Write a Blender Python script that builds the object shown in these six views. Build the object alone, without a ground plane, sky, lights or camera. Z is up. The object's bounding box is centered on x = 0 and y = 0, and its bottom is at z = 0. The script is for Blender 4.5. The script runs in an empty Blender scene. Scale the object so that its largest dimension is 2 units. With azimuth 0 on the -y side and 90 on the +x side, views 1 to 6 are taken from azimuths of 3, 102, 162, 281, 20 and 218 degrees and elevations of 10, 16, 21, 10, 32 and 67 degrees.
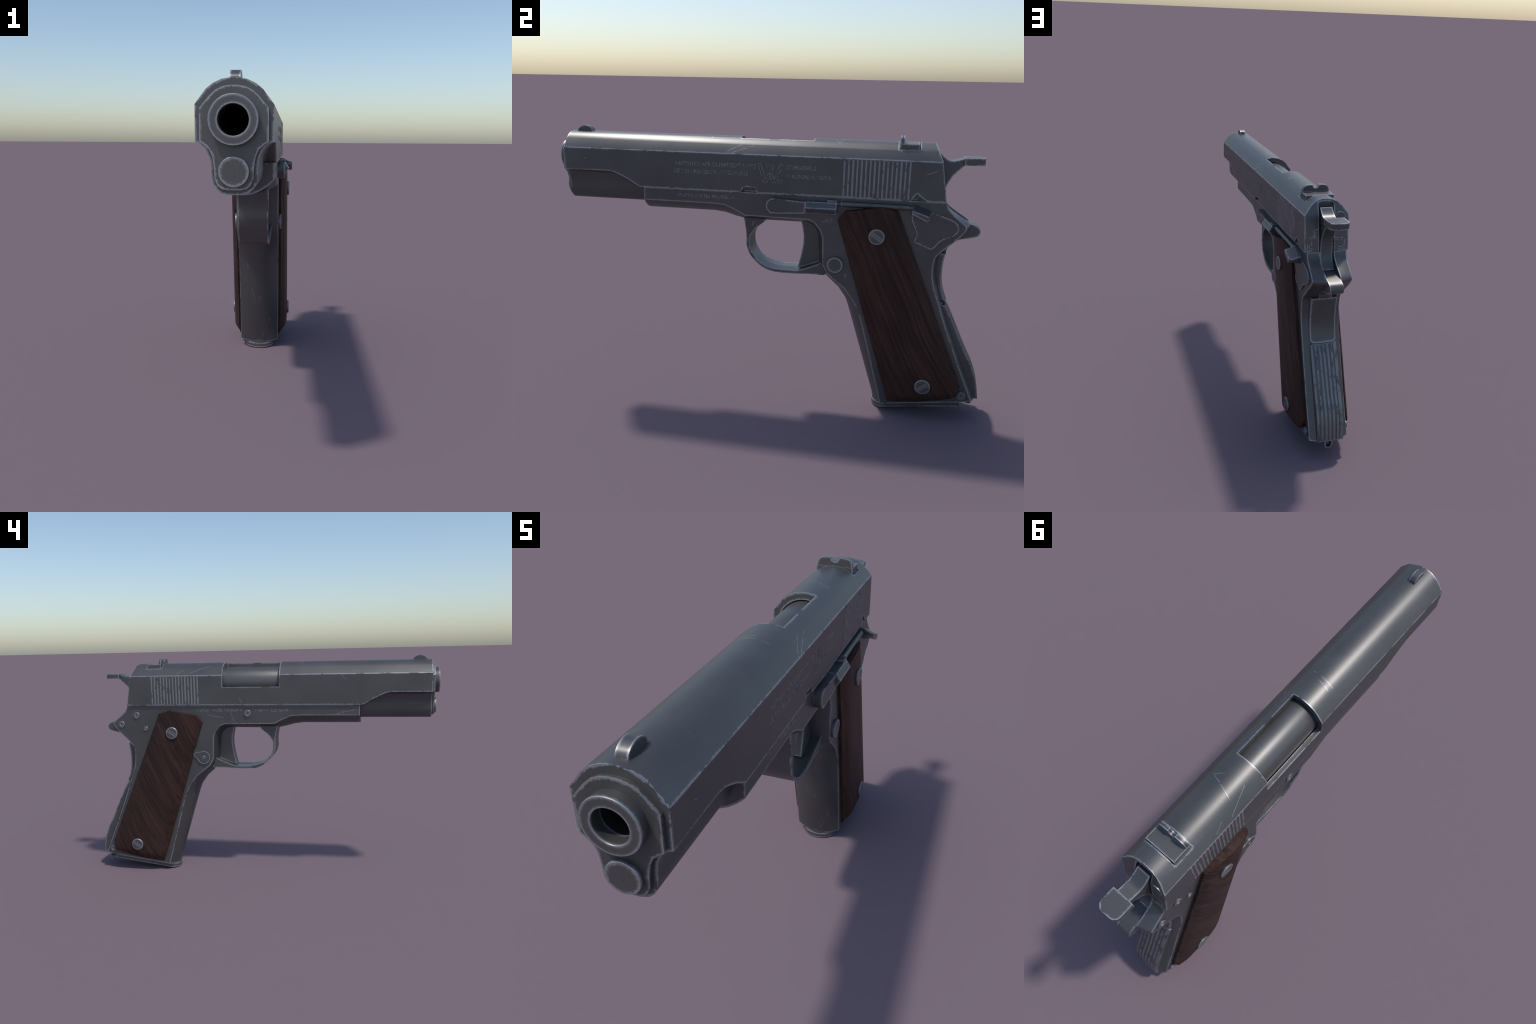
# A service pistol in dark worn steel with walnut grip panels.
# Built about its own symmetry plane (local x = 0), muzzle towards -y, left controls on +x.
import bpy, bmesh, math, random
import numpy as np
from mathutils import Vector, Matrix

random.seed(7)
X0 = -0.0045                      # symmetry plane of the gun in the world frame
SW, FW = 0.1080, 0.098           # half widths of slide and frame
COLL = bpy.context.scene.collection

# ------------------------------------------------------------------ materials
class Tree:
    """Small helper to wire procedural node materials."""
    def __init__(self, name):
        self.mat = bpy.data.materials.new(name)
        self.mat.use_nodes = True
        self.nt = self.mat.node_tree
        self.nt.nodes.clear()
        self.out = self.nt.nodes.new('ShaderNodeOutputMaterial')
        self.bsdf = self.nt.nodes.new('ShaderNodeBsdfPrincipled')
        self.link(self.bsdf.outputs[0], self.out.inputs[0])
        self.obj = self.node('ShaderNodeTexCoord').outputs['Object']

    def node(self, kind, **kw):
        n = self.nt.nodes.new(kind)
        for k, v in kw.items():
            setattr(n, k, v)
        return n

    def link(self, a, b):
        self.nt.links.new(a, b)

    def put(self, sock, v):
        if isinstance(v, bpy.types.NodeSocket):
            self.link(v, sock)
        else:
            sock.default_value = v

    def math(self, op, a, b=0.0, clamp=False):
        n = self.node('ShaderNodeMath', operation=op, use_clamp=clamp)
        self.put(n.inputs[0], a)
        self.put(n.inputs[1], b)
        return n.outputs[0]

    def vec(self, op, a, b=None, scale=None):
        n = self.node('ShaderNodeVectorMath', operation=op)
        self.put(n.inputs[0], a)
        if b is not None:
            self.put(n.inputs[1], b)
        if scale is not None:
            self.put(n.inputs['Scale'], scale)
        return n.outputs['Value'] if op in ('DOT_PRODUCT', 'DISTANCE', 'LENGTH') else n.outputs['Vector']

    def noise(self, vec, scale, detail=3.0, rough=0.55, w=None, distortion=0.0):
        n = self.node('ShaderNodeTexNoise', noise_dimensions='4D' if w is not None else '3D')
        self.put(n.inputs['Vector'], vec)
        if w is not None:
            self.put(n.inputs['W'], w)
        n.inputs['Scale'].default_value = scale
        n.inputs['Detail'].default_value = detail
        n.inputs['Roughness'].default_value = rough
        n.inputs['Distortion'].default_value = distortion
        return n.outputs[0]

    def ramp(self, v, lo, hi, a=0.0, b=1.0):
        n = self.node('ShaderNodeMapRange', interpolation_type='SMOOTHSTEP')
        self.put(n.inputs[0], v)
        n.inputs[1].default_value, n.inputs[2].default_value = lo, hi
        n.inputs[3].default_value, n.inputs[4].default_value = a, b
        return n.outputs[0]

    def mix(self, f, a, b):
        n = self.node('ShaderNodeMix', data_type='RGBA')
        self.put(n.inputs[0], f)
        for s, v in ((n.inputs[6], a), (n.inputs[7], b)):
            self.put(s, v if isinstance(v, bpy.types.NodeSocket) else (*v, 1.0))
        return n.outputs[2]

    def mapped(self, scale=(1, 1, 1), rot=(0, 0, 0), vec=None):
        n = self.node('ShaderNodeMapping')
        self.link(vec or self.obj, n.inputs[0])
        n.inputs['Rotation'].default_value = rot
        n.inputs['Scale'].default_value = scale
        return n.outputs[0]

    def bump(self, h, strength, dist):
        n = self.node('ShaderNodeBump')
        n.inputs['Strength'].default_value = strength
        n.inputs['Distance'].default_value = dist
        self.link(h, n.inputs['Height'])
        self.link(n.outputs[0], self.bsdf.inputs['Normal'])

STEEL = (0.120, 0.119, 0.119)
WORN = (0.315, 0.318, 0.335)
METALLIC, ROUGH = 0.62, 0.41

def steel(name, edge=0.010, scratches=(), base=STEEL, worn=WORN, rough=ROUGH, break_up=0.42, cover=0.03):
    t = Tree(name)
    b = t.bsdf
    cloud = t.noise(t.obj, 5.0, 4.0)
    grain = t.noise(t.obj, 260.0, 2.0)
    tone = t.mix(t.ramp(cloud, 0.3, 0.7), [c * 0.93 for c in base], [c * 1.07 for c in base])
    # sparse dark pits
    pits = t.ramp(t.noise(t.obj, 120.0, 1.0, 0.4), 0.735, 0.77)
    tone = t.mix(t.math('MULTIPLY', pits, 0.45), tone, [c * 0.45 for c in base])
    # bare metal where an edge has rubbed: the rounded normal leaves the flat one
    ragged = t.noise(t.obj, 125.0, 3.0, 0.75)
    gaps = t.noise(t.obj, 13.0, 4.0, 0.75)
    reach = t.math('ADD', t.ramp(ragged, 0.30, 0.70, -break_up, break_up), t.ramp(gaps, 0.33 - cover, 0.53 - cover, -0.25 - break_up, 1.0))
    bev = t.node('ShaderNodeBevel', samples=8)
    t.link(t.math('MULTIPLY', t.math('MAXIMUM', reach, 0.03), edge), bev.inputs['Radius'])
    geo = t.node('ShaderNodeNewGeometry').outputs['Normal']
    turn = t.math('ARCCOSINE', t.math('MINIMUM', t.vec('DOT_PRODUCT', bev.outputs[0], geo), 1.0))
    wear = t.ramp(turn, 0.07, 0.12)
    # long scratches: distance to a few line segments, broken up by noise
    if scratches:
        near = None
        for a, c in scratches:
            a, c = Vector(a), Vector(c)
            d = c - a
            rel = t.vec('SUBTRACT', t.obj, tuple(a))
            h = t.math('MULTIPLY', t.vec('DOT_PRODUCT', rel, tuple(d / d.length_squared)), 1.0, clamp=True)
            away = t.vec('DISTANCE', rel, t.vec('SCALE', tuple(d), scale=h))
            near = away if near is None else t.math('MINIMUM', near, away)
        line = t.ramp(near, 0.0008, 0.0019, 1.0, 0.0)
        broken = t.ramp(t.noise(t.obj, 48.0, 4.0, 0.75), 0.40, 0.50)
        wear = t.math('MAXIMUM', wear, t.math('MULTIPLY', t.math('MULTIPLY', line, broken), 0.85))
    t.link(t.mix(wear, tone, worn), b.inputs['Base Color'])
    b.inputs['Metallic'].default_value = METALLIC
    r = t.math('ADD', t.math('MULTIPLY', cloud, 0.10), rough - 0.05)
    t.link(t.math('ADD', r, t.math('MULTIPLY', wear, 0.04)), b.inputs['Roughness'])
    t.bump(grain, 0.04, 0.001)
    return t.mat

def rubbed(name, lo=0.38, hi=0.50, scale=40.0, stretch=(1, 1, 1), amount=1.0, vary=30.0):
    """Raised marks and ridges: mostly bare metal, patches of the dark finish left."""
    t = Tree(name)
    rnd = t.math('MULTIPLY', t.node('ShaderNodeObjectInfo').outputs['Random'], vary)
    v = t.mapped(scale=stretch)
    keep = t.math('MULTIPLY', t.ramp(t.noise(v, scale, 4.0, 0.65, w=rnd), lo, hi), amount)
    t.link(t.mix(keep, [c * 0.97 for c in STEEL], WORN), t.bsdf.inputs['Base Color'])
    t.bsdf.inputs['Metallic'].default_value = METALLIC
    t.bsdf.inputs['Roughness'].default_value = ROUGH + 0.04
    return t.mat

def plain(name, col, metallic, rough):
    t = Tree(name)
    n = t.noise(t.obj, 30.0, 3.0)
    t.link(t.mix(n, [c * 0.85 for c in col], [c * 1.15 for c in col]), t.bsdf.inputs['Base Color'])
    t.bsdf.inputs['Metallic'].default_value = metallic
    t.bsdf.inputs['Roughness'].default_value = rough
    return t.mat

def walnut(name, lean, wander, dark, light, soft):
    """Wood whose grain runs along local z, leaned by an angle about x and bent by slow noise."""
    t = Tree(name)
    slow = t.noise(t.obj, 2.2, 1.0)
    bend = t.node('ShaderNodeCombineXYZ')
    t.link(t.math('MULTIPLY', t.math('SUBTRACT', slow, 0.5), wander), bend.inputs[1])
    v = t.vec('ADD', t.obj, bend.outputs[0])
    v = t.mapped(rot=(lean, 0, 0), vec=v)
    fibre = t.noise(t.mapped(scale=(40, 105, 2.6), vec=v), 1.0, 5.0, 0.62)
    bands = t.noise(t.mapped(scale=(10, 15, 1.1), vec=v), 1.0, 3.0, 0.55, distortion=0.5)
    cloud = t.noise(t.mapped(scale=(9, 9, 5), vec=v), 1.0, 2.0)
    f = t.math('ADD', t.math('MULTIPLY', fibre, 0.70), t.math('MULTIPLY', bands, 0.30))
    col = t.mix(t.ramp(f, 0.5 - soft, 0.5 + soft), dark, light)
    col = t.mix(t.ramp(cloud, 0.38, 0.66, 0.0, 0.4), col, (0.028, 0.0135, 0.0110))
    t.link(col, t.bsdf.inputs['Base Color'])
    t.bsdf.inputs['Roughness'].default_value = 0.55
    t.bsdf.inputs['Specular IOR Level'].default_value = 0.22
    t.bump(f, 0.10, 0.0015)
    return t.mat

# ------------------------------------------------------------------ geometry helpers
def mesh_object(name, verts, faces, mat=None, parent=None, smooth=30.0):
    me = bpy.data.meshes.new(name)
    me.from_pydata([tuple(v) for v in verts], [], faces)
    bm = bmesh.new()
    bm.from_mesh(me)
    bmesh.ops.remove_doubles(bm, verts=bm.verts, dist=1e-6)
    bmesh.ops.recalc_face_normals(bm, faces=bm.faces)
    bm.to_mesh(me)
    bm.free()
    ob = bpy.data.objects.new(name, me)
    COLL.objects.link(ob)
    if mat:
        me.materials.append(mat)
    if parent:
        ob.parent = parent
    shade(ob, smooth)
    return ob

def shade(ob, angle=30.0):
    me = ob.data
    me.polygons.foreach_set('use_smooth', [True] * len(me.polygons))
    me.set_sharp_from_angle(angle=math.radians(angle))
    me.update()

def loft(name, rings, hollow=False, **kw):
    """Closed rings of equal length, capped at both ends, or joined end to start for a hollow ring."""
    n = len(rings[0])
    verts = [p for r in rings for p in r]
    m = len(rings)
    faces = [] if hollow else [list(range(n)), list(range((m - 1) * n, m * n))]
    for k in range(m if hollow else m - 1):
        k2 = (k + 1) % m
        for i in range(n):
            j = (i + 1) % n
            faces.append([k * n + i, k * n + j, k2 * n + j, k2 * n + i])
    return mesh_object(name, verts, faces, **kw)

def prism_x(name, yz, x0, x1, **kw):
    return loft(name, [[(x, y, z) for y, z in yz] for x in (x0, x1)], **kw)

def prism_y(name, xz, y0, y1, **kw):
    return loft(name, [[(x, y, z) for x, z in xz] for y in (y0, y1)], **kw)

def prism_z(name, xy, z0, z1, **kw):
    return loft(name, [[(x, y, z) for x, y in xy] for z in (z0, z1)], **kw)

def box(name, x, y, z, **kw):
    return prism_x(name, [(y[0], z[0]), (y[1], z[0]), (y[1], z[1]), (y[0], z[1])], x[0], x[1], **kw)

def circle(c, r, n=24, phase=0.0):
    return [(c[0] + r * math.cos(2 * math.pi * (i + phase) / n), c[1] + r * math.sin(2 * math.pi * (i + phase) / n)) for i in range(n)]

def turned(name, axis, centre, profile, n=28, **kw):
    """Solid of revolution. profile = [(position along axis, radius)...]"""
    rings = []
    for p, r in profile:
        c = circle((0, 0), max(r, 1e-5), n)
        if axis == 'x':
            rings.append([(p, centre[0] + a, centre[1] + b) for a, b in c])
        else:
            rings.append([(centre[0] + a, p, centre[1] + b) for a, b in c])
    return loft(name, rings, **kw)

def boolean(a, b, op='DIFFERENCE'):
    b.parent = a.parent
    m = a.modifiers.new('cut', 'BOOLEAN')
    m.object, m.operation, m.solver = b, op, 'EXACT'
    dg = bpy.context.evaluated_depsgraph_get()
    dg.update()
    me = bpy.data.meshes.new_from_object(a.evaluated_get(dg))
    a.modifiers.clear()
    old = a.data
    a.data = me
    me.name = a.name
    bpy.data.meshes.remove(old)
    bpy.data.objects.remove(b)
    bm = bmesh.new()
    bm.from_mesh(me)
    bmesh.ops.remove_doubles(bm, verts=bm.verts, dist=2e-5)
    bmesh.ops.dissolve_degenerate(bm, edges=bm.edges, dist=1e-5)
    bm.to_mesh(me)
    bm.free()
    return a

def both(half):
    """Mirror a half outline (x > 0, listed from bottom to top) into a closed contour."""
    return list(half) + [(-x, z) for x, z in reversed(half) if x > 1e-6]

def smooth_line(pts, per=4):
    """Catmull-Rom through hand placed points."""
    p = [Vector(q) for q in pts]
    p = [2 * p[0] - p[1]] + p + [2 * p[-1] - p[-2]]
    out = []
    for i in range(1, len(p) - 2):
        for k in range(per):
            t = k / per
            a, b, c, d = p[i - 1], p[i], p[i + 1], p[i + 2]
            out.append(tuple(0.5 * ((2 * b) + (c - a) * t + (2 * a - 5 * b + 4 * c - d) * t * t + (3 * b - a - 3 * c + d) * t ** 3)))
    out.append(tuple(p[-2]))
    return out

def parent_to(ob, parent):
    ob.parent = parent
    return ob

# ------------------------------------------------------------------ root
root = bpy.data.objects.new('pistol', None)
COLL.objects.link(root)
root.location = (X0, 0, 0)
root['label'] = 'worn dark steel semi-automatic pistol with walnut grip panels'
root['category'] = 'pistol'

def strap(x, z):
    """Point on the front strap at height z (for scratches)."""
    yc = 0.5235 - (z - 0.030) * 0.3205
    return (x, yc + 0.04 * (x / FW) ** 2, z)

ARCH = [(SW, 1.171), (0.0775, 1.211), (0.0585, 1.2262), (0.0345, 1.237), (0.0095, 1.2412)]   # round top of the slide, half section
def over_top(x0, y0, x1, y1, n=7):
    """A scratch across the round top of the slide, as a chain of short segments on its surface."""
    xs, ys = np.linspace(x0, x1, n), np.linspace(y0, y1, n)
    zs = np.interp(np.abs(xs), [p[0] for p in reversed(ARCH)], [p[1] for p in reversed(ARCH)])
    p = [(float(a), float(b), float(c)) for a, b, c in zip(xs, ys, zs)]
    return list(zip(p[:-1], p[1:]))

slide_scratches = over_top(-0.058, -0.252, 0.045, -0.262) + over_top(-0.050, -0.230, 0.010, -0.240, 4) + over_top(-0.056, 0.352, 0.048, 0.318) + \
    over_top(0.020, 0.290, 0.052, 0.315, 3) + over_top(-0.100, 0.395, -0.062, 0.275, 4) + over_top(-0.098, 0.470, -0.085, 0.43, 2) + \
    over_top(0.100, -0.175, 0.072, -0.105, 3) + over_top(0.104, -0.155, 0.080, -0.060, 3) + [
    ((-SW, 0.105, 1.045), (-SW, 0.078, 1.004)), ((-SW, -0.455, 1.180), (-SW, -0.50, 1.14)),
    ((SW, 0.690, 1.118), (SW, 0.750, 1.140)), ((SW, -0.86, 1.128), (SW, -0.852, 1.122)),
]
frame_scratches = [
    (strap(-0.085, 0.55), strap(0.015, 0.26)), (strap(-0.066, 0.47), strap(-0.010, 0.235)),
    (strap(0.078, 0.225), strap(0.012, 0.048)), (strap(0.045, 0.225), strap(0.006, 0.050)),
    (strap(-0.01, 0.12), strap(0.0, 0.05)),
    ((-FW, 0.155, 0.957), (-FW, 0.135, 0.905)), ((-FW, 0.29, 0.945), (-FW, 0.20, 0.93)),
    ((-FW, -0.555, 0.975), (-FW, -0.44, 0.95)), ((-FW, -0.50, 0.972), (-FW, -0.45, 0.951)),
]
m_slide = steel('worn_slide_steel', scratches=slide_scratches)
m_frame = steel('worn_frame_steel', scratches=frame_scratches)
m_part = steel('worn_part_steel', edge=0.010)
m_fine = steel('worn_small_part_steel', edge=0.008, break_up=0.3)
m_rim = steel('worn_rim_steel', edge=0.014, break_up=0.35, cover=0.12)
m_screw = steel('worn_screw_steel', edge=0.010, break_up=0.3, cover=0.12)
m_pin = steel('worn_pin_steel', edge=0.0065, break_up=0.3, cover=0.2)
m_ridge = rubbed('rubbed_ridge_steel', 0.36, 0.47, 45.0, (1, 1, 0.45), amount=0.85)
m_back = rubbed('rubbed_housing_steel', 0.38, 0.50, 34.0, (1, 1, 0.35), amount=0.62, vary=0.0)
m_mark = rubbed('worn_lettering_steel', 0.38, 0.56, 55.0, amount=1.0)
m_bore = plain('shadow_blackened_bore', (0.010, 0.010, 0.010), 0.0, 0.9)  # steel colour blackened to paint the shadow deep in the bore
m_barrel = steel('bare_barrel_steel', rough=0.42)
m_wood_plus = walnut('walnut_straight_grain', math.radians(-26), 0.10, (0.026, 0.0115, 0.0088), (0.086, 0.0400, 0.0280), 0.18)
m_wood_minus = walnut('walnut_slanted_grain', math.radians(30), 0.12, (0.018, 0.0092, 0.0078), (0.062, 0.0315, 0.0245), 0.16)

# ------------------------------------------------------------------ slide
arch_half = ARCH
upper = both([(SW, 0.99)] + arch_half)
side = [(-0.960, 1.0705), (-0.749, 1.0715), (-0.716, 1.066), (-0.694, 1.0575), (-0.650, 1.0375), (-0.611, 1.0145), (-0.590, 1.0035),
        (0.779, 1.0035), (0.7515, 1.1735), (0.722, 1.2425), (0.722, 1.30), (-0.960, 1.30)]
slide = prism_y('slide', upper, -1.1, 0.9, mat=m_slide, parent=root)
boolean(slide, prism_x('cut', side, -0.2, 0.2), 'INTERSECT')
tunnel_half = [(0.018, 0.9255), (0.040, 0.9315), (0.0535, 0.943), (0.0615, 0.957), (0.065, 0.981), (0.0655, 1.007), (0.0695, 1.0304),
               (0.080, 1.0523), (0.094, 1.0655), (SW - 0.0008, 1.0702), (SW - 0.0008, 1.0712), (0.080, 1.09)]
boolean(slide, prism_y('tunnel', both(tunnel_half), -0.9595, -0.545), 'UNION')
BORE_Z, CH_Z = 1.1285, 1.1275
boolean(slide, turned('cut', 'y', (0, CH_Z), [(-0.155, 0.0895), (0.225, 0.0895)], 40))
boolean(slide, box('cut', (-0.2, 0.0385), (-0.128, 0.1985), (1.105, 1.3)))
boolean(slide, turned('cut', 'y', (0, BORE_Z), [(-1.1, 0.055), (0.15, 0.055)], 32))
# notches for the slide stop and the thumb safety, +x flank only
boolean(slide, prism_x('cut', [(-0.112, 0.99), (-0.112, 1.0035), (-0.097, 1.028), (-0.046, 1.028), (-0.038, 1.0035), (-0.038, 0.99)], SW - 0.022, 0.2))
boolean(slide, prism_x('cut', [(0.631, 0.99), (0.631, 1.0035), (0.655, 1.036), (0.699, 1.0035), (0.699, 0.99)], SW - 0.022, 0.2))
# dovetail of the rear sight, hammer slot
boolean(slide, box('cut', (-0.2, 0.2), (0.568, 0.656), (1.2115, 1.3)))
boolean(slide, prism_y('cut', both([(0.0375, 0.9), (0.0375, 1.2240), (0.0345, 1.2262), (0.0095, 1.2305)]), 0.722, 0.9))
# stepped rails at the back
rail_plus = [(0.0, 0.98), (0.075, 0.98), (0.075, 1.016), (0.0885, 1.0175), (0.0885, 1.037), (0.076, 1.037), (0.076, 1.066), (0.0555, 1.066), (0.0555, 1.098), (0.0, 1.098)]
rail_minus = [(0.0, 0.98), (-0.061, 0.98), (-0.061, 1.018), (-0.0865, 1.0195), (-0.0835, 1.057), (0.0, 1.058)]
def grown(poly, g):
    out = []
    n = len(poly)
    area = sum(poly[i][0] * poly[(i + 1) % n][1] - poly[(i + 1) % n][0] * poly[i][1] for i in range(n))
    s = 1 if area > 0 else -1
    for i in range(n):
        a, b, c = Vector(poly[i - 1]), Vector(poly[i]), Vector(poly[(i + 1) % n])
        n1 = Vector(((b - a).y, -(b - a).x)).normalized() * s
        n2 = Vector(((c - b).y, -(c - b).x)).normalized() * s
        m = (n1 + n2) / (1 + n1.dot(n2))
        out.append(tuple(b + m * g))
    return out
for r in (rail_plus, rail_minus):
    boolean(slide, prism_y('cut', grown(r, 0.003), 0.70, 0.9))
slide.data.materials.clear(); slide.data.materials.append(m_slide)
shade(slide, 30)

# grip serrations, both flanks
ridge_mesh = None
for sgn in (1, -1):
    for k in range(16):
        y = 0.3445 + k * 0.01835
        if ridge_mesh is None:
            src = prism_x('serration', [(-0.0042, 1.0085), (0.0042, 1.0085), (0.0042, 1.1665), (-0.0042, 1.1665)], -0.001, 0.0008, mat=m_ridge, smooth=20)
            ridge_mesh = src.data
            ob = src
        else:
            ob = bpy.data.objects.new('serration', ridge_mesh)
            COLL.objects.link(ob)
        ob.parent = slide
        ob.location = (sgn * SW, y, 0)
        ob.scale = (1, random.uniform(0.8, 1.12), 1)
        if sgn < 0:
            ob.rotation_euler = (0, 0, math.pi)

# bushing plate, muzzle ring and bore
plate_half = [(0.018, 0.9395), (0.034, 0.943), (0.045, 0.952), (0.053, 0.970), (0.0545, 1.0), (0.059, 1.030), (0.068, 1.050), (0.080, 1.061), (0.0945, 1.0715),
              (0.0945, 1.160), (0.0665, 1.1935), (0.050, 1.208), (0.030, 1.2175), (0.0085, 1.2205)]
bushing = prism_y('barrel_bushing', both(plate_half), -0.9725, -0.950, mat=m_part, parent=root)
boolean(bushing, turned('cut', 'y', (0, BORE_Z), [(-1.1, 0.055), (-0.5, 0.055)], 32))
bushing.data.materials.clear(); bushing.data.materials.append(m_part); shade(bushing, 30)
barrel = turned('barrel', 'y', (0, BORE_Z), [(-0.955, 0.0675), (-0.9985, 0.0685), (-1.0, 0.0670), (-1.0, 0.0435), (-0.9985, 0.0422), (-0.965, 0.0418), (-0.9645, 0.0560), (-0.955, 0.06)], 28, hollow=True, mat=m_screw, parent=root)
bore = turned('bore', 'y', (0, BORE_Z), [(-0.964, 0.0435), (-0.964, 0.0545), (0.12, 0.0540), (0.12, 0.002), (0.119, 0.002), (0.119, 0.0525), (-0.90, 0.0450)], 28, hollow=True, mat=m_bore, parent=barrel)
chamber = turned('chamber', 'y', (0, CH_Z), [(-0.155, 0.0560), (-0.155, 0.0838), (-0.152, 0.085), (0.221, 0.085), (0.221, 0.0560)], 40, hollow=True, mat=m_barrel, parent=barrel)
plug = turned('recoil_spring_plug', 'y', (0, 0.990), [(-0.95, 0.0425), (-0.9835, 0.0425), (-0.985, 0.0410), (-0.985, 0.001)], 22, mat=m_rim, parent=root)

# sights
fs = smooth_line([(-0.9345, 1.2365), (-0.931, 1.249), (-0.921, 1.2585), (-0.905, 1.2655), (-0.890, 1.2665), (-0.873, 1.2615), (-0.862, 1.2525), (-0.858, 1.2365)], 3)
prism_x('front_sight', fs, -0.0147, 0.0147, mat=m_fine, parent=slide)
rs_half = smooth_line([(0.0675, 1.2365), (0.0675, 1.2445), (0.064, 1.2555), (0.057, 1.264), (0.045, 1.269), (0.032, 1.2705), (0.0165, 1.2705)], 2) + \
    [(0.0150 * math.cos(a), 1.2685 - 0.0150 * math.sin(a)) for a in np.linspace(0.15, math.pi / 2 - 0.2, 4)]
sight = box('rear_sight', (-0.0695, 0.0695), (0.5720, 0.6525), (1.2116, 1.2372), mat=m_fine, parent=slide)
boolean(sight, prism_y('blade', both([(0.0675, 1.213)] + rs_half), 0.5725, 0.5890), 'UNION')
sight.data.materials.clear(); sight.data.materials.append(m_fine); shade(sight, 30)
# extractor end on the sloping back of the slide
ext = turned('extractor', 'y', (0, 0), [(-0.02, 0.0265), (0.0012, 0.0265), (0.0022, 0.0250), (0.0022, 0.001)], 20, mat=m_fine, parent=slide)
ext.location = (-0.067, 0.7535, 1.1590)
ext.rotation_euler = (math.radians(9), 0, 0)

# ------------------------------------------------------------------ frame
# (flat flank point, crown point on the symmetry plane) for the rounded belly and front strap
belly = [((0.563, 0.0360), (0.5255, 0.0300)), ((0.448, 0.452), (0.3925, 0.450)), ((0.434, 0.490), (0.380, 0.488)), ((0.415, 0.525), (0.366, 0.523)),
         ((0.371, 0.585), (0.330, 0.573)), ((0.287, 0.651), (0.276, 0.622)), ((0.2655, 0.690), (0.243, 0.690)), ((0.262, 0.815), (0.230, 0.815)),
         ((0.247, 0.852), (0.221, 0.841)), ((0.2205, 0.883), (0.205, 0.855)), ((0.195, 0.8935), (0.185, 0.8655)), ((-0.095, 0.8955), (-0.100, 0.8635)),
         ((-0.1435, 0.921), (-0.153, 0.874)), ((-0.190, 0.9405), (-0.205, 0.888)), ((-0.255, 0.9440), (-0.255, 0.894)), ((-0.575, 0.9440), (-0.578, 0.8945))]
# the back is crowned too: (flank y, flank z, outward dy, dz on the symmetry plane)
back_knots = [(0.7830, 0.998, 0.0, 0.0), (0.7850, 0.988, 0.002, 0.0), (0.7955, 0.968, 0.004, 0.001), (0.8145, 0.9505, 0.007, 0.002), (0.840, 0.929, 0.013, 0.004),
              (0.862, 0.911, 0.020, 0.004), (0.8705, 0.901, 0.024, 0.001), (0.8715, 0.890, 0.025, -0.002), (0.8655, 0.879, 0.022, -0.006), (0.838, 0.847, 0.011, -0.011),
              (0.792, 0.802, 0.012, -0.012), (0.758, 0.766, 0.028, -0.006), (0.7485, 0.737, 0.033, 0.0), (0.7465, 0.685, 0.034, 0.0), (0.7545, 0.635, 0.034, 0.002),
              (0.766, 0.598, 0.032, 0.003), (0.787, 0.541, 0.0245, 0.003), (0.832, 0.419, 0.029, 0.006), (0.896, 0.262, 0.031, 0.008), (0.966, 0.095, 0.026, 0.0)]
flank = smooth_line([k[:2] for k in back_knots[:-3]], 3) + [k[:2] for k in back_knots[-3:]]
swell = smooth_line([k[2:] for k in back_knots[:-3]], 3) + [k[2:] for k in back_knots[-3:]]
back = [((0.7825, 1.0025), (0.7825, 1.0025))] + [(f, (f[0] + c[0], f[1] + c[1])) for f, c in zip(flank, swell)]
rings = []
ST = 14
for i in range(ST + 1):
    s = -1 + 2 * i / ST
    h = 1 - abs(s) ** 2.0
    ring = [(s * FW, -0.575, 1.0025)]
    ring += [(s * FW, f[0] + (c[0] - f[0]) * h, f[1] + (c[1] - f[1]) * h) for f, c in back + belly]
    rings.append(ring)
frame = loft('frame', rings, mat=m_frame, parent=root)
bm = bmesh.new(); bm.from_mesh(frame.data)
bmesh.ops.triangulate(bm, faces=[f for f in bm.faces if len(f.verts) > 4])
bm.to_mesh(frame.data); bm.free()
boolean(frame, prism_x('cut', [(0.722, 0.862), (0.80, 0.868), (0.88, 0.886), (1.1, 0.90), (1.1, 1.1), (0.722, 1.1)], -0.0345, 0.0345))
frame.data.materials.clear(); frame.data.materials.append(m_frame); shade(frame, 36)

def rear_y(z):
    return 0.779 - (z - 1.0035) * 0.1617
for name, r in (('frame_rail', rail_plus), ('frame_rail', rail_minus)):
    r2 = [(x if abs(x) > 1e-6 else (0.0365 if r is rail_plus else -0.0365), z) for x, z in r]
    loft(name, [[(x, 0.66, z) for x, z in r2], [(x, rear_y(z) - 0.0008, z) for x, z in r2]], mat=m_fine, parent=frame)

# trigger guard bow: outer then inner outline
g_out = smooth_line([(-0.112, 0.890), (-0.1005, 0.845), (-0.0945, 0.800), (-0.0945, 0.755), (-0.083, 0.716), (-0.060, 0.685), (-0.034, 0.660), (-0.004, 0.642), (0.030, 0.632), (0.078, 0.6285), (0.140, 0.6285), (0.205, 0.6320), (0.272, 0.6320)], 3)
g_in = smooth_line([(0.262, 0.700), (0.245, 0.686), (0.188, 0.6600), (0.150, 0.6455), (0.100, 0.6435), (0.055, 0.644), (0.012, 0.652), (-0.025, 0.6685), (-0.054, 0.694), (-0.075, 0.730), (-0.081, 0.770), (-0.074, 0.801), (-0.052, 0.830), (0.004, 0.878)], 3)
g_loop = g_out + [(0.285, 0.645)] + g_in + [(0.004, 0.892), (-0.11, 0.892)]
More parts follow.
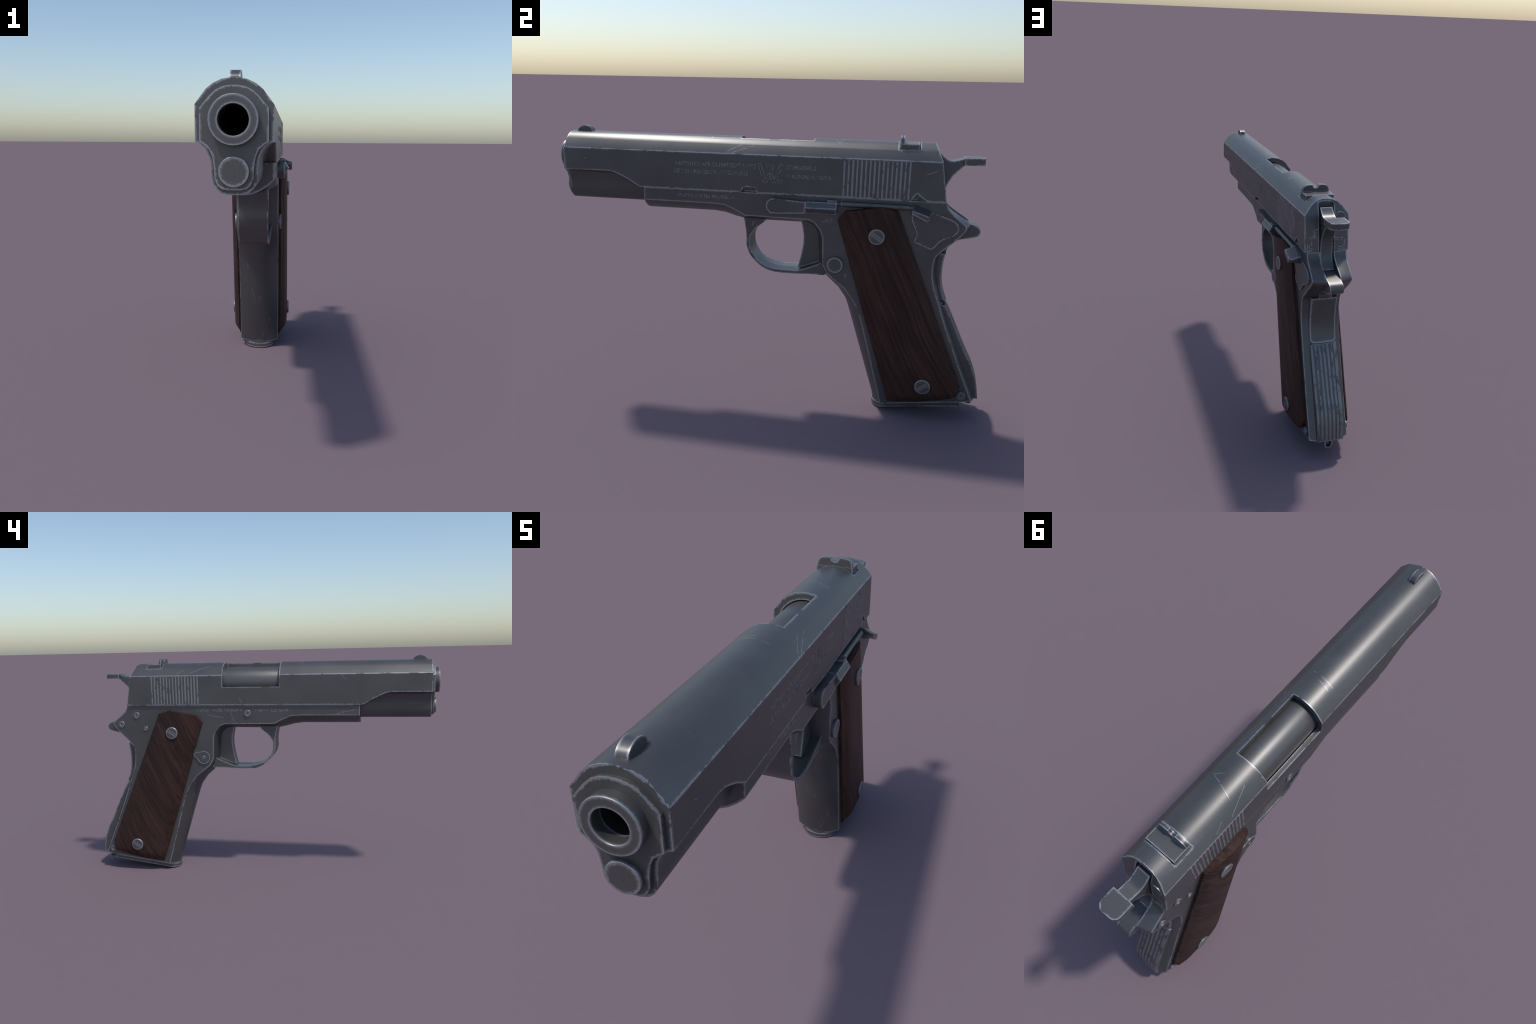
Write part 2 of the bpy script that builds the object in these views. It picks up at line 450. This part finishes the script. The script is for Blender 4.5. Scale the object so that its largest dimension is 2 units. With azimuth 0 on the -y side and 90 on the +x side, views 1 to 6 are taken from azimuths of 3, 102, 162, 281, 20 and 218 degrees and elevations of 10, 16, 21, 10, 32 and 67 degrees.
def flare(y, z):
    return 0.0635 + 0.010 * max(0.0, min(1.0, (y - 0.15) / 0.12)) ** 1.5 * max(0.0, min(1.0, (z - 0.628) / 0.05))
guard = loft('trigger_guard', [[(s * flare(y, z), y, z) for y, z in g_loop] for s in (-1, 1)], mat=m_frame, parent=frame, smooth=40)

# trigger
t_front = smooth_line([(0.147, 0.900), (0.154, 0.866), (0.1645, 0.815), (0.166, 0.770), (0.157, 0.712), (0.143, 0.6520)], 4)
trigger = loft('trigger', [[(s * 0.0255, y, z) for y, z in t_front + [(0.146, 0.6495), (0.175, 0.6575), (0.252, 0.687), (0.275, 0.70), (0.275, 0.900)]] for s in (-1, 1)], mat=m_part, parent=root, smooth=35)

# ------------------------------------------------------------------ hammer, grip safety, mainspring housing
h_back = smooth_line([(0.739, 1.2045), (0.758, 1.186), (0.776, 1.1735), (0.797, 1.1685), (0.820, 1.1735), (0.850, 1.1835)], 3)
h_low = [(0.850, 1.156), (0.835, 1.143), (0.800, 1.107), (0.780, 1.070), (0.774, 1.050), (0.775, 1.02), (0.778, 0.985), (0.786, 0.958), (0.799, 0.937), (0.815, 0.922), (0.72, 0.90), (0.70, 0.95), (0.70, 1.14), (0.712, 1.19)]
hammer = prism_x('hammer', h_back + h_low, -0.0302, 0.0302, mat=m_part, parent=root, smooth=35)
spur = prism_z('hammer_spur', [(0.0475, 0.843), (0.0475, 0.902), (0.044, 0.915), (0.031, 0.9265), (0.020, 0.929), (-0.020, 0.929), (-0.031, 0.9265), (-0.044, 0.915), (-0.0475, 0.902), (-0.0475, 0.843)], 1.1555, 1.1848, mat=m_part, parent=hammer, smooth=40)

tail = smooth_line([(0.775, 0.927), (0.815, 0.918), (0.860, 0.910), (0.898, 0.9015), (0.921, 0.8935), (0.933, 0.882), (0.9365, 0.869), (0.932, 0.855), (0.918, 0.846), (0.886, 0.838), (0.851, 0.830), (0.823, 0.814), (0.804, 0.787), (0.800, 0.772)], 3)
tang = prism_x('grip_safety', tail + [(0.780, 0.70), (0.73, 0.70), (0.71, 0.80), (0.71, 0.90)], -0.0335, 0.0335, mat=m_part, parent=root, smooth=35)
gs_edge = [(0.797, 0.772), (0.7905, 0.735), (0.788, 0.700), (0.788, 0.660), (0.7925, 0.620), (0.803, 0.580), (0.817, 0.5435)]
def crowned(name, line, half, crown, inner, corner=0.0, st=16, **kw):
    """Strip lofted across the gun with a slight crown; corner rounds its lower ends."""
    full = smooth_line(line, 3)
    rr = []
    for i in range(st + 1):
        s = math.sin(math.pi / 2 * (-1 + 2 * i / st))
        h = crown * (1 - s * s)
        over = max(0.0, abs(s) * half - (half - corner))
        lift = corner - math.sqrt(max(0.0, corner ** 2 - over ** 2)) if corner else 0.0
        top, low = full[0][1], full[-1][1]
        k = (top - low - lift) / (top - low)
        zs = [top - (top - z) * k for y, z in full]
        ys = np.interp([-z for z in zs], [-z for y, z in full], [y for y, z in full])
        rr.append([(s * half, y + h, z + h * 0.35) for y, z in zip(ys, zs)] + [(s * half, y, max(z, low + lift)) for y, z in inner])
    return loft(name, rr, **kw)
panel = crowned('safety_panel', gs_edge, 0.066, 0.006, [(0.75, 0.5435), (0.72, 0.62), (0.72, 0.772)], corner=0.020, mat=m_rim, parent=tang)
msh_edge = [(0.8140, 0.5375), (0.842, 0.486), (0.871, 0.426), (0.8985, 0.366), (0.9260, 0.309), (0.952, 0.259), (0.974, 0.206), (0.986, 0.155), (0.9950, 0.0985)]
housing = crowned('mainspring_housing', msh_edge, 0.0668, 0.0035, [(0.94, 0.088), (0.80, 0.15), (0.75, 0.52)], mat=m_part, parent=root)
edge_line = smooth_line(msh_edge, 3)
for k in range(7):
    xc = 0.0615 - 0.0200 * k
    w = 0.0052 if k < 6 else 0.0080
    rr = []
    for x in (xc - w, xc + w):
        s = x / 0.0668
        h = 0.0035 * (1 - s * s)
        outer = [(x, y + h + 0.0012, z + h * 0.35 + 0.0006) for y, z in edge_line]
        innr = [(x, y + h - 0.002, z + h * 0.35 - 0.001) for y, z in reversed(edge_line)]
        rr.append(outer + innr)
    loft('ridge', rr, mat=m_back, parent=housing, smooth=20)

# lanyard loop below the housing
half_ring = [(0.0215 * math.cos(a), 0.0625 - 0.0225 * math.sin(a)) for a in np.linspace(0, math.pi, 13)]
inner_ring = [(0.0140 * math.cos(a), 0.0625 - 0.0150 * math.sin(a)) for a in np.linspace(math.pi, 0, 13)]
prism_y('lanyard_loop', [(0.0215, 0.098)] + half_ring + [(-0.0215, 0.098), (-0.0140, 0.098)] + inner_ring + [(0.0140, 0.098)], 0.953, 0.9755, mat=m_fine, parent=housing, smooth=40)

# ------------------------------------------------------------------ magazine
def floor_z(y):
    return 0.0063 + (y - 0.562) * 0.1335
nose = [(0.0725 * math.sin(a), 0.562 - 0.043 * (math.cos(a) - math.cos(1.25)) / (1 - math.cos(1.25))) for a in np.linspace(-1.25, 1.25, 9)]
nose = [(x * 0.0725 / (0.0725 * math.sin(1.25)), y) for x, y in nose]
plan = [(-0.0725, 0.920)] + nose + [(0.0725, 0.920)]
mag = loft('magazine', [[(x, y, floor_z(y)) for x, y in plan], [(x, y, floor_z(y) + 0.0225) for x, y in plan]], mat=m_part, parent=root, smooth=35)
body = [(x * 0.93, 0.565 + (y - 0.565) * 0.96) for x, y in plan]
loft('magazine_body', [[(x, y, floor_z(y) + 0.021) for x, y in body], [(x, y, floor_z(y) + 0.06) for x, y in body]], mat=m_fine, parent=mag)

# ------------------------------------------------------------------ grip panels
outline = [(0.325, 0.903), (0.357, 0.944), (0.517, 0.9725), (0.583, 0.9555), (0.908, 0.174), (0.898, 0.122), (0.864, 0.097), (0.5955, 0.057)]
outline_notched = outline + [(0.391, 0.691), (0.392, 0.738), (0.3715, 0.756)]
def line_side(p, a, b):
    d = Vector((b[0] - a[0], b[1] - a[1])).normalized()
    return (p[0] - a[0]) * -d.y + (p[1] - a[1]) * d.x
def grip_height(y, z):
    f = line_side((y, z), (0.325, 0.903), (0.5955, 0.057))
    r = -line_side((y, z), (0.583, 0.9555), (0.908, 0.174))
    t = max(0.0, min(1.0, f / max(1e-6, f + r)))
    full = 0.0390 + 0.0070 * (0.95 - z) / 0.85
    across = float(np.interp(t, (0.0, 0.05, 0.10, 0.16, 0.24, 0.34, 0.46, 0.60, 0.72, 0.82, 0.90, 0.96, 1.0), (0.26, 0.50, 0.68, 0.81, 0.91, 0.97, 1.0, 1.0, 0.965, 0.89, 0.75, 0.54, 0.32)))
    e = max(0.0, line_side((y, z), (0.5955, 0.057), (0.864, 0.097)))
    fall = 1.0 if e > 0.035 else 0.30 + 0.70 * (1 - (1 - e / 0.035) ** 1.8)
    return max(0.004, full * across * fall)
def grip(sgn, poly, mat):
    nu, nv = 30, 60
    verts, faces = [], []
    ax, ac = Vector((0.325, -0.946)).normalized(), Vector((0.946, 0.325)).normalized()
    o = Vector((0.36, 1.02))
    for lay in (0, 1):
        for j in range(nv + 1):
            for i in range(nu + 1):
                p = o + ax * (1.02 * j / nv) + ac * (-0.10 + 0.42 * i / nu)
                x = FW - 0.003 if lay == 0 else FW + grip_height(p.x, p.y)
                verts.append((sgn * x, p.x, p.y))
    N = (nu + 1) * (nv + 1)
    idx = lambda l, j, i: l * N + j * (nu + 1) + i
    for j in range(nv):
        for i in range(nu):
            for l in (0, 1):
                faces.append([idx(l, j, i), idx(l, j, i + 1), idx(l, j + 1, i + 1), idx(l, j + 1, i)])
    for j in range(nv):
        for i in (0, nu):
            faces.append([idx(0, j, i), idx(0, j + 1, i), idx(1, j + 1, i), idx(1, j, i)])
    for i in range(nu):
        for j in (0, nv):
            faces.append([idx(0, j, i), idx(0, j, i + 1), idx(1, j, i + 1), idx(1, j, i)])
    g = mesh_object('grip_panel', verts, faces, mat=mat, parent=root)
    boolean(g, prism_x('cut', poly, sgn * (FW - 0.002), sgn * 0.25), 'INTERSECT')
    g.data.materials.clear(); g.data.materials.append(mat)
    shade(g, 38)
    for (y, z), slot in (((0.499, 0.845), 32), ((0.7435, 0.1685), -38 if sgn > 0 else 32)):
        top = FW + grip_height(y, z)
        s = turned('grip_screw', 'x', (0, 0), [(-0.02, 0.0350), (0.0070, 0.0350), (0.0090, 0.0330), (0.0098, 0.022), (0.0100, 0.001)], 24, smooth=40)
        cut = box('cut', (0.0078, 0.03), (-0.05, 0.05), (-0.0045, 0.0045))
        cut.data.transform(Matrix.Rotation(math.radians(-slot if sgn > 0 else slot), 4, 'X'))
        boolean(s, cut)
        s.data.materials.clear(); s.data.materials.append(m_screw)
        shade(s, 40)
        if sgn < 0:
            s.data.transform(Matrix.Rotation(math.pi, 4, 'Z') @ Matrix.Scale(-1, 4, (0, 1, 0)))
            s.data.flip_normals()
        s.location = (sgn * top, y, z)
        s.parent = g
    return g
grip_plus = grip(1, outline, m_wood_plus)
grip_minus = grip(-1, outline_notched, m_wood_minus)

# ------------------------------------------------------------------ pins and buttons
def button(name, sgn, y, z, r, high, hollow=0.0, n=20, parent=None):
    prof = [(-0.01, r), (high - 0.0012, r), (high, r - 0.0012)]
    if hollow:
        prof += [(high, hollow), (high - 0.0022, hollow * 0.9), (high - 0.0022, 0.0005)]
    else:
        prof += [(high, 0.0005)]
    ob = turned(name, 'x', (0, 0), prof, n, mat=m_pin if hollow else m_rim, smooth=40)
    if sgn < 0:
        ob.data.transform(Matrix.Rotation(math.pi, 4, 'Z'))
    ob.location = (sgn * FW, y, z)
    ob.parent = parent or frame
    return ob
button('hammer_pin', -1, 0.8205, 0.891, 0.0195, 0.0065, 0.0095, 14)
button('sear_pin', -1, 0.7230, 0.9432, 0.0195, 0.0075, 0.0095, 14)
button('safety_pin', -1, 0.6703, 0.8657, 0.0135, 0.006, 0.005, 12)
button('slide_stop_pin', -1, 0.0560, 0.955, 0.0195, 0.0075, 0.0110, 14)
button('housing_pin', -1, 0.9195, 0.1245, 0.0200, 0.011, 0.0100, 16)
button('housing_pin', 1, 0.9185, 0.1225, 0.0200, 0.010, 0.0100, 16)
button('magazine_catch', 1, 0.3220, 0.6965, 0.0365, 0.0135, 0, 22)
lock = prism_x('magazine_catch_lock', [(0.322 + 0.038 * math.cos(a), 0.698 + 0.038 * math.sin(a)) for a in np.radians(np.linspace(62, 330, 18))] +
               [(0.3615 + 0.0185 * math.cos(a), 0.7125 + 0.0185 * math.sin(a)) for a in np.radians(np.linspace(-80, 110, 9))],
               -FW - 0.0085, -FW + 0.01, mat=m_fine, parent=frame, smooth=35)
button('magazine_catch_pin', -1, 0.322, 0.698, 0.0105, 0.0098, 0.0055, 12, parent=lock)

# ------------------------------------------------------------------ slide stop (+x)
ss = [(0.182, 0.9265), (0.182, 0.9780), (0.036, 0.9875)] + smooth_line([(0.036, 0.9875), (0.019, 0.979), (0.0095, 0.9645), (0.0075, 0.9515), (0.0125, 0.936), (0.028, 0.9195)], 2)[1:] + [(0.06, 0.9195)]
stop = prism_x('slide_stop', ss, FW - 0.004, 0.1290, mat=m_part, parent=root, smooth=40)
pad_sec = [(FW - 0.003, 0.981), (0.1285, 0.981), (0.1448, 0.9548), (0.1285, 0.9285), (FW - 0.003, 0.9285)]
pad = loft('slide_stop_pad', [[(x, y, z) for x, z in pad_sec] for y in (0.1835, 0.3205)], mat=m_part, parent=stop)
box('slide_stop_tab', (FW - 0.003, 0.1282), (0.2790, 0.3215), (0.975, 0.9912), mat=m_fine, parent=stop)
turned('plunger_tube', 'y', (0.1085, 0.9735), [(0.3365, 0.002), (0.3365, 0.0105), (0.338, 0.0118), (0.6245, 0.0118), (0.626, 0.0105), (0.626, 0.002)], 16, mat=m_fine, parent=frame)
turned('plunger', 'y', (0.1085, 0.9735), [(0.318, 0.002), (0.318, 0.0055), (0.648, 0.0055), (0.648, 0.002)], 10, mat=m_fine, parent=frame)
box('plunger_tube_foot', (FW - 0.003, 0.1085), (0.345, 0.618), (0.9665, 0.9805), mat=m_fine, parent=frame)

# ------------------------------------------------------------------ thumb safety (+x)
plate = smooth_line([(0.725, 0.9585), (0.770, 0.9445), (0.811, 0.930), (0.831, 0.916), (0.8395, 0.8995), (0.8375, 0.879), (0.818, 0.8595), (0.786, 0.845), (0.763, 0.829), (0.751, 0.811), (0.737, 0.798), (0.724, 0.7975), (0.699, 0.8085), (0.664, 0.8205)], 3)
plate += smooth_line([(0.6575, 0.829), (0.6590, 0.838), (0.6650, 0.852), (0.6650, 0.868), (0.6480, 0.9045), (0.6405, 0.928), (0.6415, 0.960), (0.6460, 0.9890)], 2)
safety = prism_x('thumb_safety', plate, FW - 0.004, FW + 0.0075, mat=m_part, parent=root, smooth=35)
rr = []
for x, drop, thick, grow in ((FW + 0.002, 0.0, 0.040, 0.0), (0.115, 0.0005, 0.039, 0.0), (0.125, 0.006, 0.031, 0.001), (0.137, 0.0125, 0.0235, 0.002), (0.150, 0.0165, 0.0210, 0.003), (0.1605, 0.0180, 0.0205, 0.003)):
    f, r = (0.6440 - grow, 0.9905 - drop), (0.7245 - grow * 2.2, 0.9605 - drop * 0.75)
    rr.append([(x, *f), (x, *r), (x, r[0] - 0.004, r[1] - thick * 0.55), (x, r[0] - 0.016, r[1] - thick * 0.98), (x, f[0] + 0.010, f[1] - thick * 1.02), (x, f[0] - 0.001, f[1] - thick * 0.75)])
loft('thumb_pad', rr, mat=m_part, parent=safety, smooth=30)

# ------------------------------------------------------------------ lettering
def lettering(text, sgn, x, start, end, base, height, parent):
    """Text running from y=start to y=end on a flank, reading left to right for an onlooker."""
    cu = bpy.data.curves.new('lettering', 'FONT')
    cu.body, cu.size, cu.extrude, cu.resolution_u = text, 1.0, 0.5, 2
    ob = bpy.data.objects.new('tmp', cu)
    COLL.objects.link(ob)
    d = bpy.context.evaluated_depsgraph_get()
    me = bpy.data.meshes.new_from_object(ob.evaluated_get(d))
    bpy.data.objects.remove(ob)
    co = np.empty(len(me.vertices) * 3)
    me.vertices.foreach_get('co', co)
    co = co.reshape(-1, 3)
    lo, hi = co.min(0), co.max(0)
    u = (co[:, 0] - lo[0]) / (hi[0] - lo[0])
    v = (co[:, 1] - lo[1]) / (hi[1] - lo[1])
    out = np.stack([x + sgn * (co[:, 2] * 0.0005 + 0.0001), start + (end - start) * u, base + height * v], 1)
    me.vertices.foreach_set('co', out.ravel())
    me.update()
    bm = bmesh.new()
    bm.from_mesh(me)
    bmesh.ops.remove_doubles(bm, verts=bm.verts, dist=1e-6)
    bmesh.ops.recalc_face_normals(bm, faces=bm.faces)
    bm.to_mesh(me)
    bm.free()
    ob = bpy.data.objects.new('lettering', me)
    COLL.objects.link(ob)
    me.materials.clear(); me.materials.append(m_mark)
    ob.parent = parent
    return ob
lettering('PATENTED APR.20.1897.SEPT.9.1902', 1, SW, -0.415, -0.043, 1.1115, 0.0185, slide)
lettering('DEC.19.1905.FEB.1911.AUG.19.1913', 1, SW, -0.420, -0.081, 1.0775, 0.0185, slide)
lettering('CAMG02PRO', 1, SW, 0.094, 0.222, 1.1130, 0.0185, slide)
lettering('HARTFORD CT.U.S.A', 1, SW, 0.091, 0.289, 1.0745, 0.0180, slide)
lettering('UNITED STATES PROPERTY', 1, FW, -0.414, -0.144, 0.9665, 0.0155, frame)
lettering('G.H.D', 1, FW, 0.251, 0.301, 0.8860, 0.0165, frame)
lettering('P', 1, FW, 0.367, 0.379, 0.6360, 0.0190, frame)
lettering('P', 1, 0.0637, -0.066, -0.054, 0.8430, 0.0190, guard)
lettering('UNITED STATES PROPERTY', -1, -FW, 0.360, 0.088, 0.9650, 0.0165, frame)
lettering('M1911A1 U.S. ARMY', -1, -FW, 0.012, -0.181, 0.9625, 0.0165, frame)
# interlaced W and L mark drawn in outline, as thin raised strips
def strips(name, lines, w, sgn, x, parent):
    verts, faces = [], []
    for a, b in lines:
        a, b = Vector(a), Vector(b)
        d = (b - a).normalized()
        n = Vector((-d.y, d.x)) * w
        k = len(verts)
        for dx in (-0.0008, 0.0005):
            for p in (a - n, b - n, b + n, a + n):
                verts.append((x + sgn * dx, p.x, p.y))
        faces += [[k, k + 1, k + 2, k + 3], [k + 4, k + 5, k + 6, k + 7]] + [[k + i, k + (i + 1) % 4, k + 4 + (i + 1) % 4, k + 4 + i] for i in range(4)]
    return mesh_object(name, verts, faces, mat=m_mark, parent=parent, smooth=20)
def uv(a, b):      # mark's own box, 0..1 both ways
    return (-0.034 + 0.112 * a, 1.053 + 0.080 * b)
mk = [((0.0, 1.0), (0.22, 0.0)), ((0.22, 0.0), (0.36, 0.0)), ((0.36, 0.0), (0.66, 0.97)), ((0.66, 0.97), (0.56, 0.97)), ((0.56, 0.97), (0.30, 0.18)), ((0.30, 0.18), (0.12, 1.0)), ((0.12, 1.0), (0.0, 1.0)),
      ((0.32, 1.0), (0.57, 0.0)), ((0.57, 0.0), (0.97, 0.0)), ((0.97, 0.0), (0.97, 0.14)), ((0.97, 0.14), (0.74, 0.14)), ((0.74, 0.14), (1.0, 1.0)), ((1.0, 1.0), (0.87, 1.0)), ((0.87, 1.0), (0.66, 0.22)),
      ((0.42, 1.0), (0.66, 0.14)), ((0.45, 0.60), (0.55, 0.60))]
strips('monogram', [(uv(*a), uv(*b)) for a, b in mk], 0.0011, 1, SW, slide)
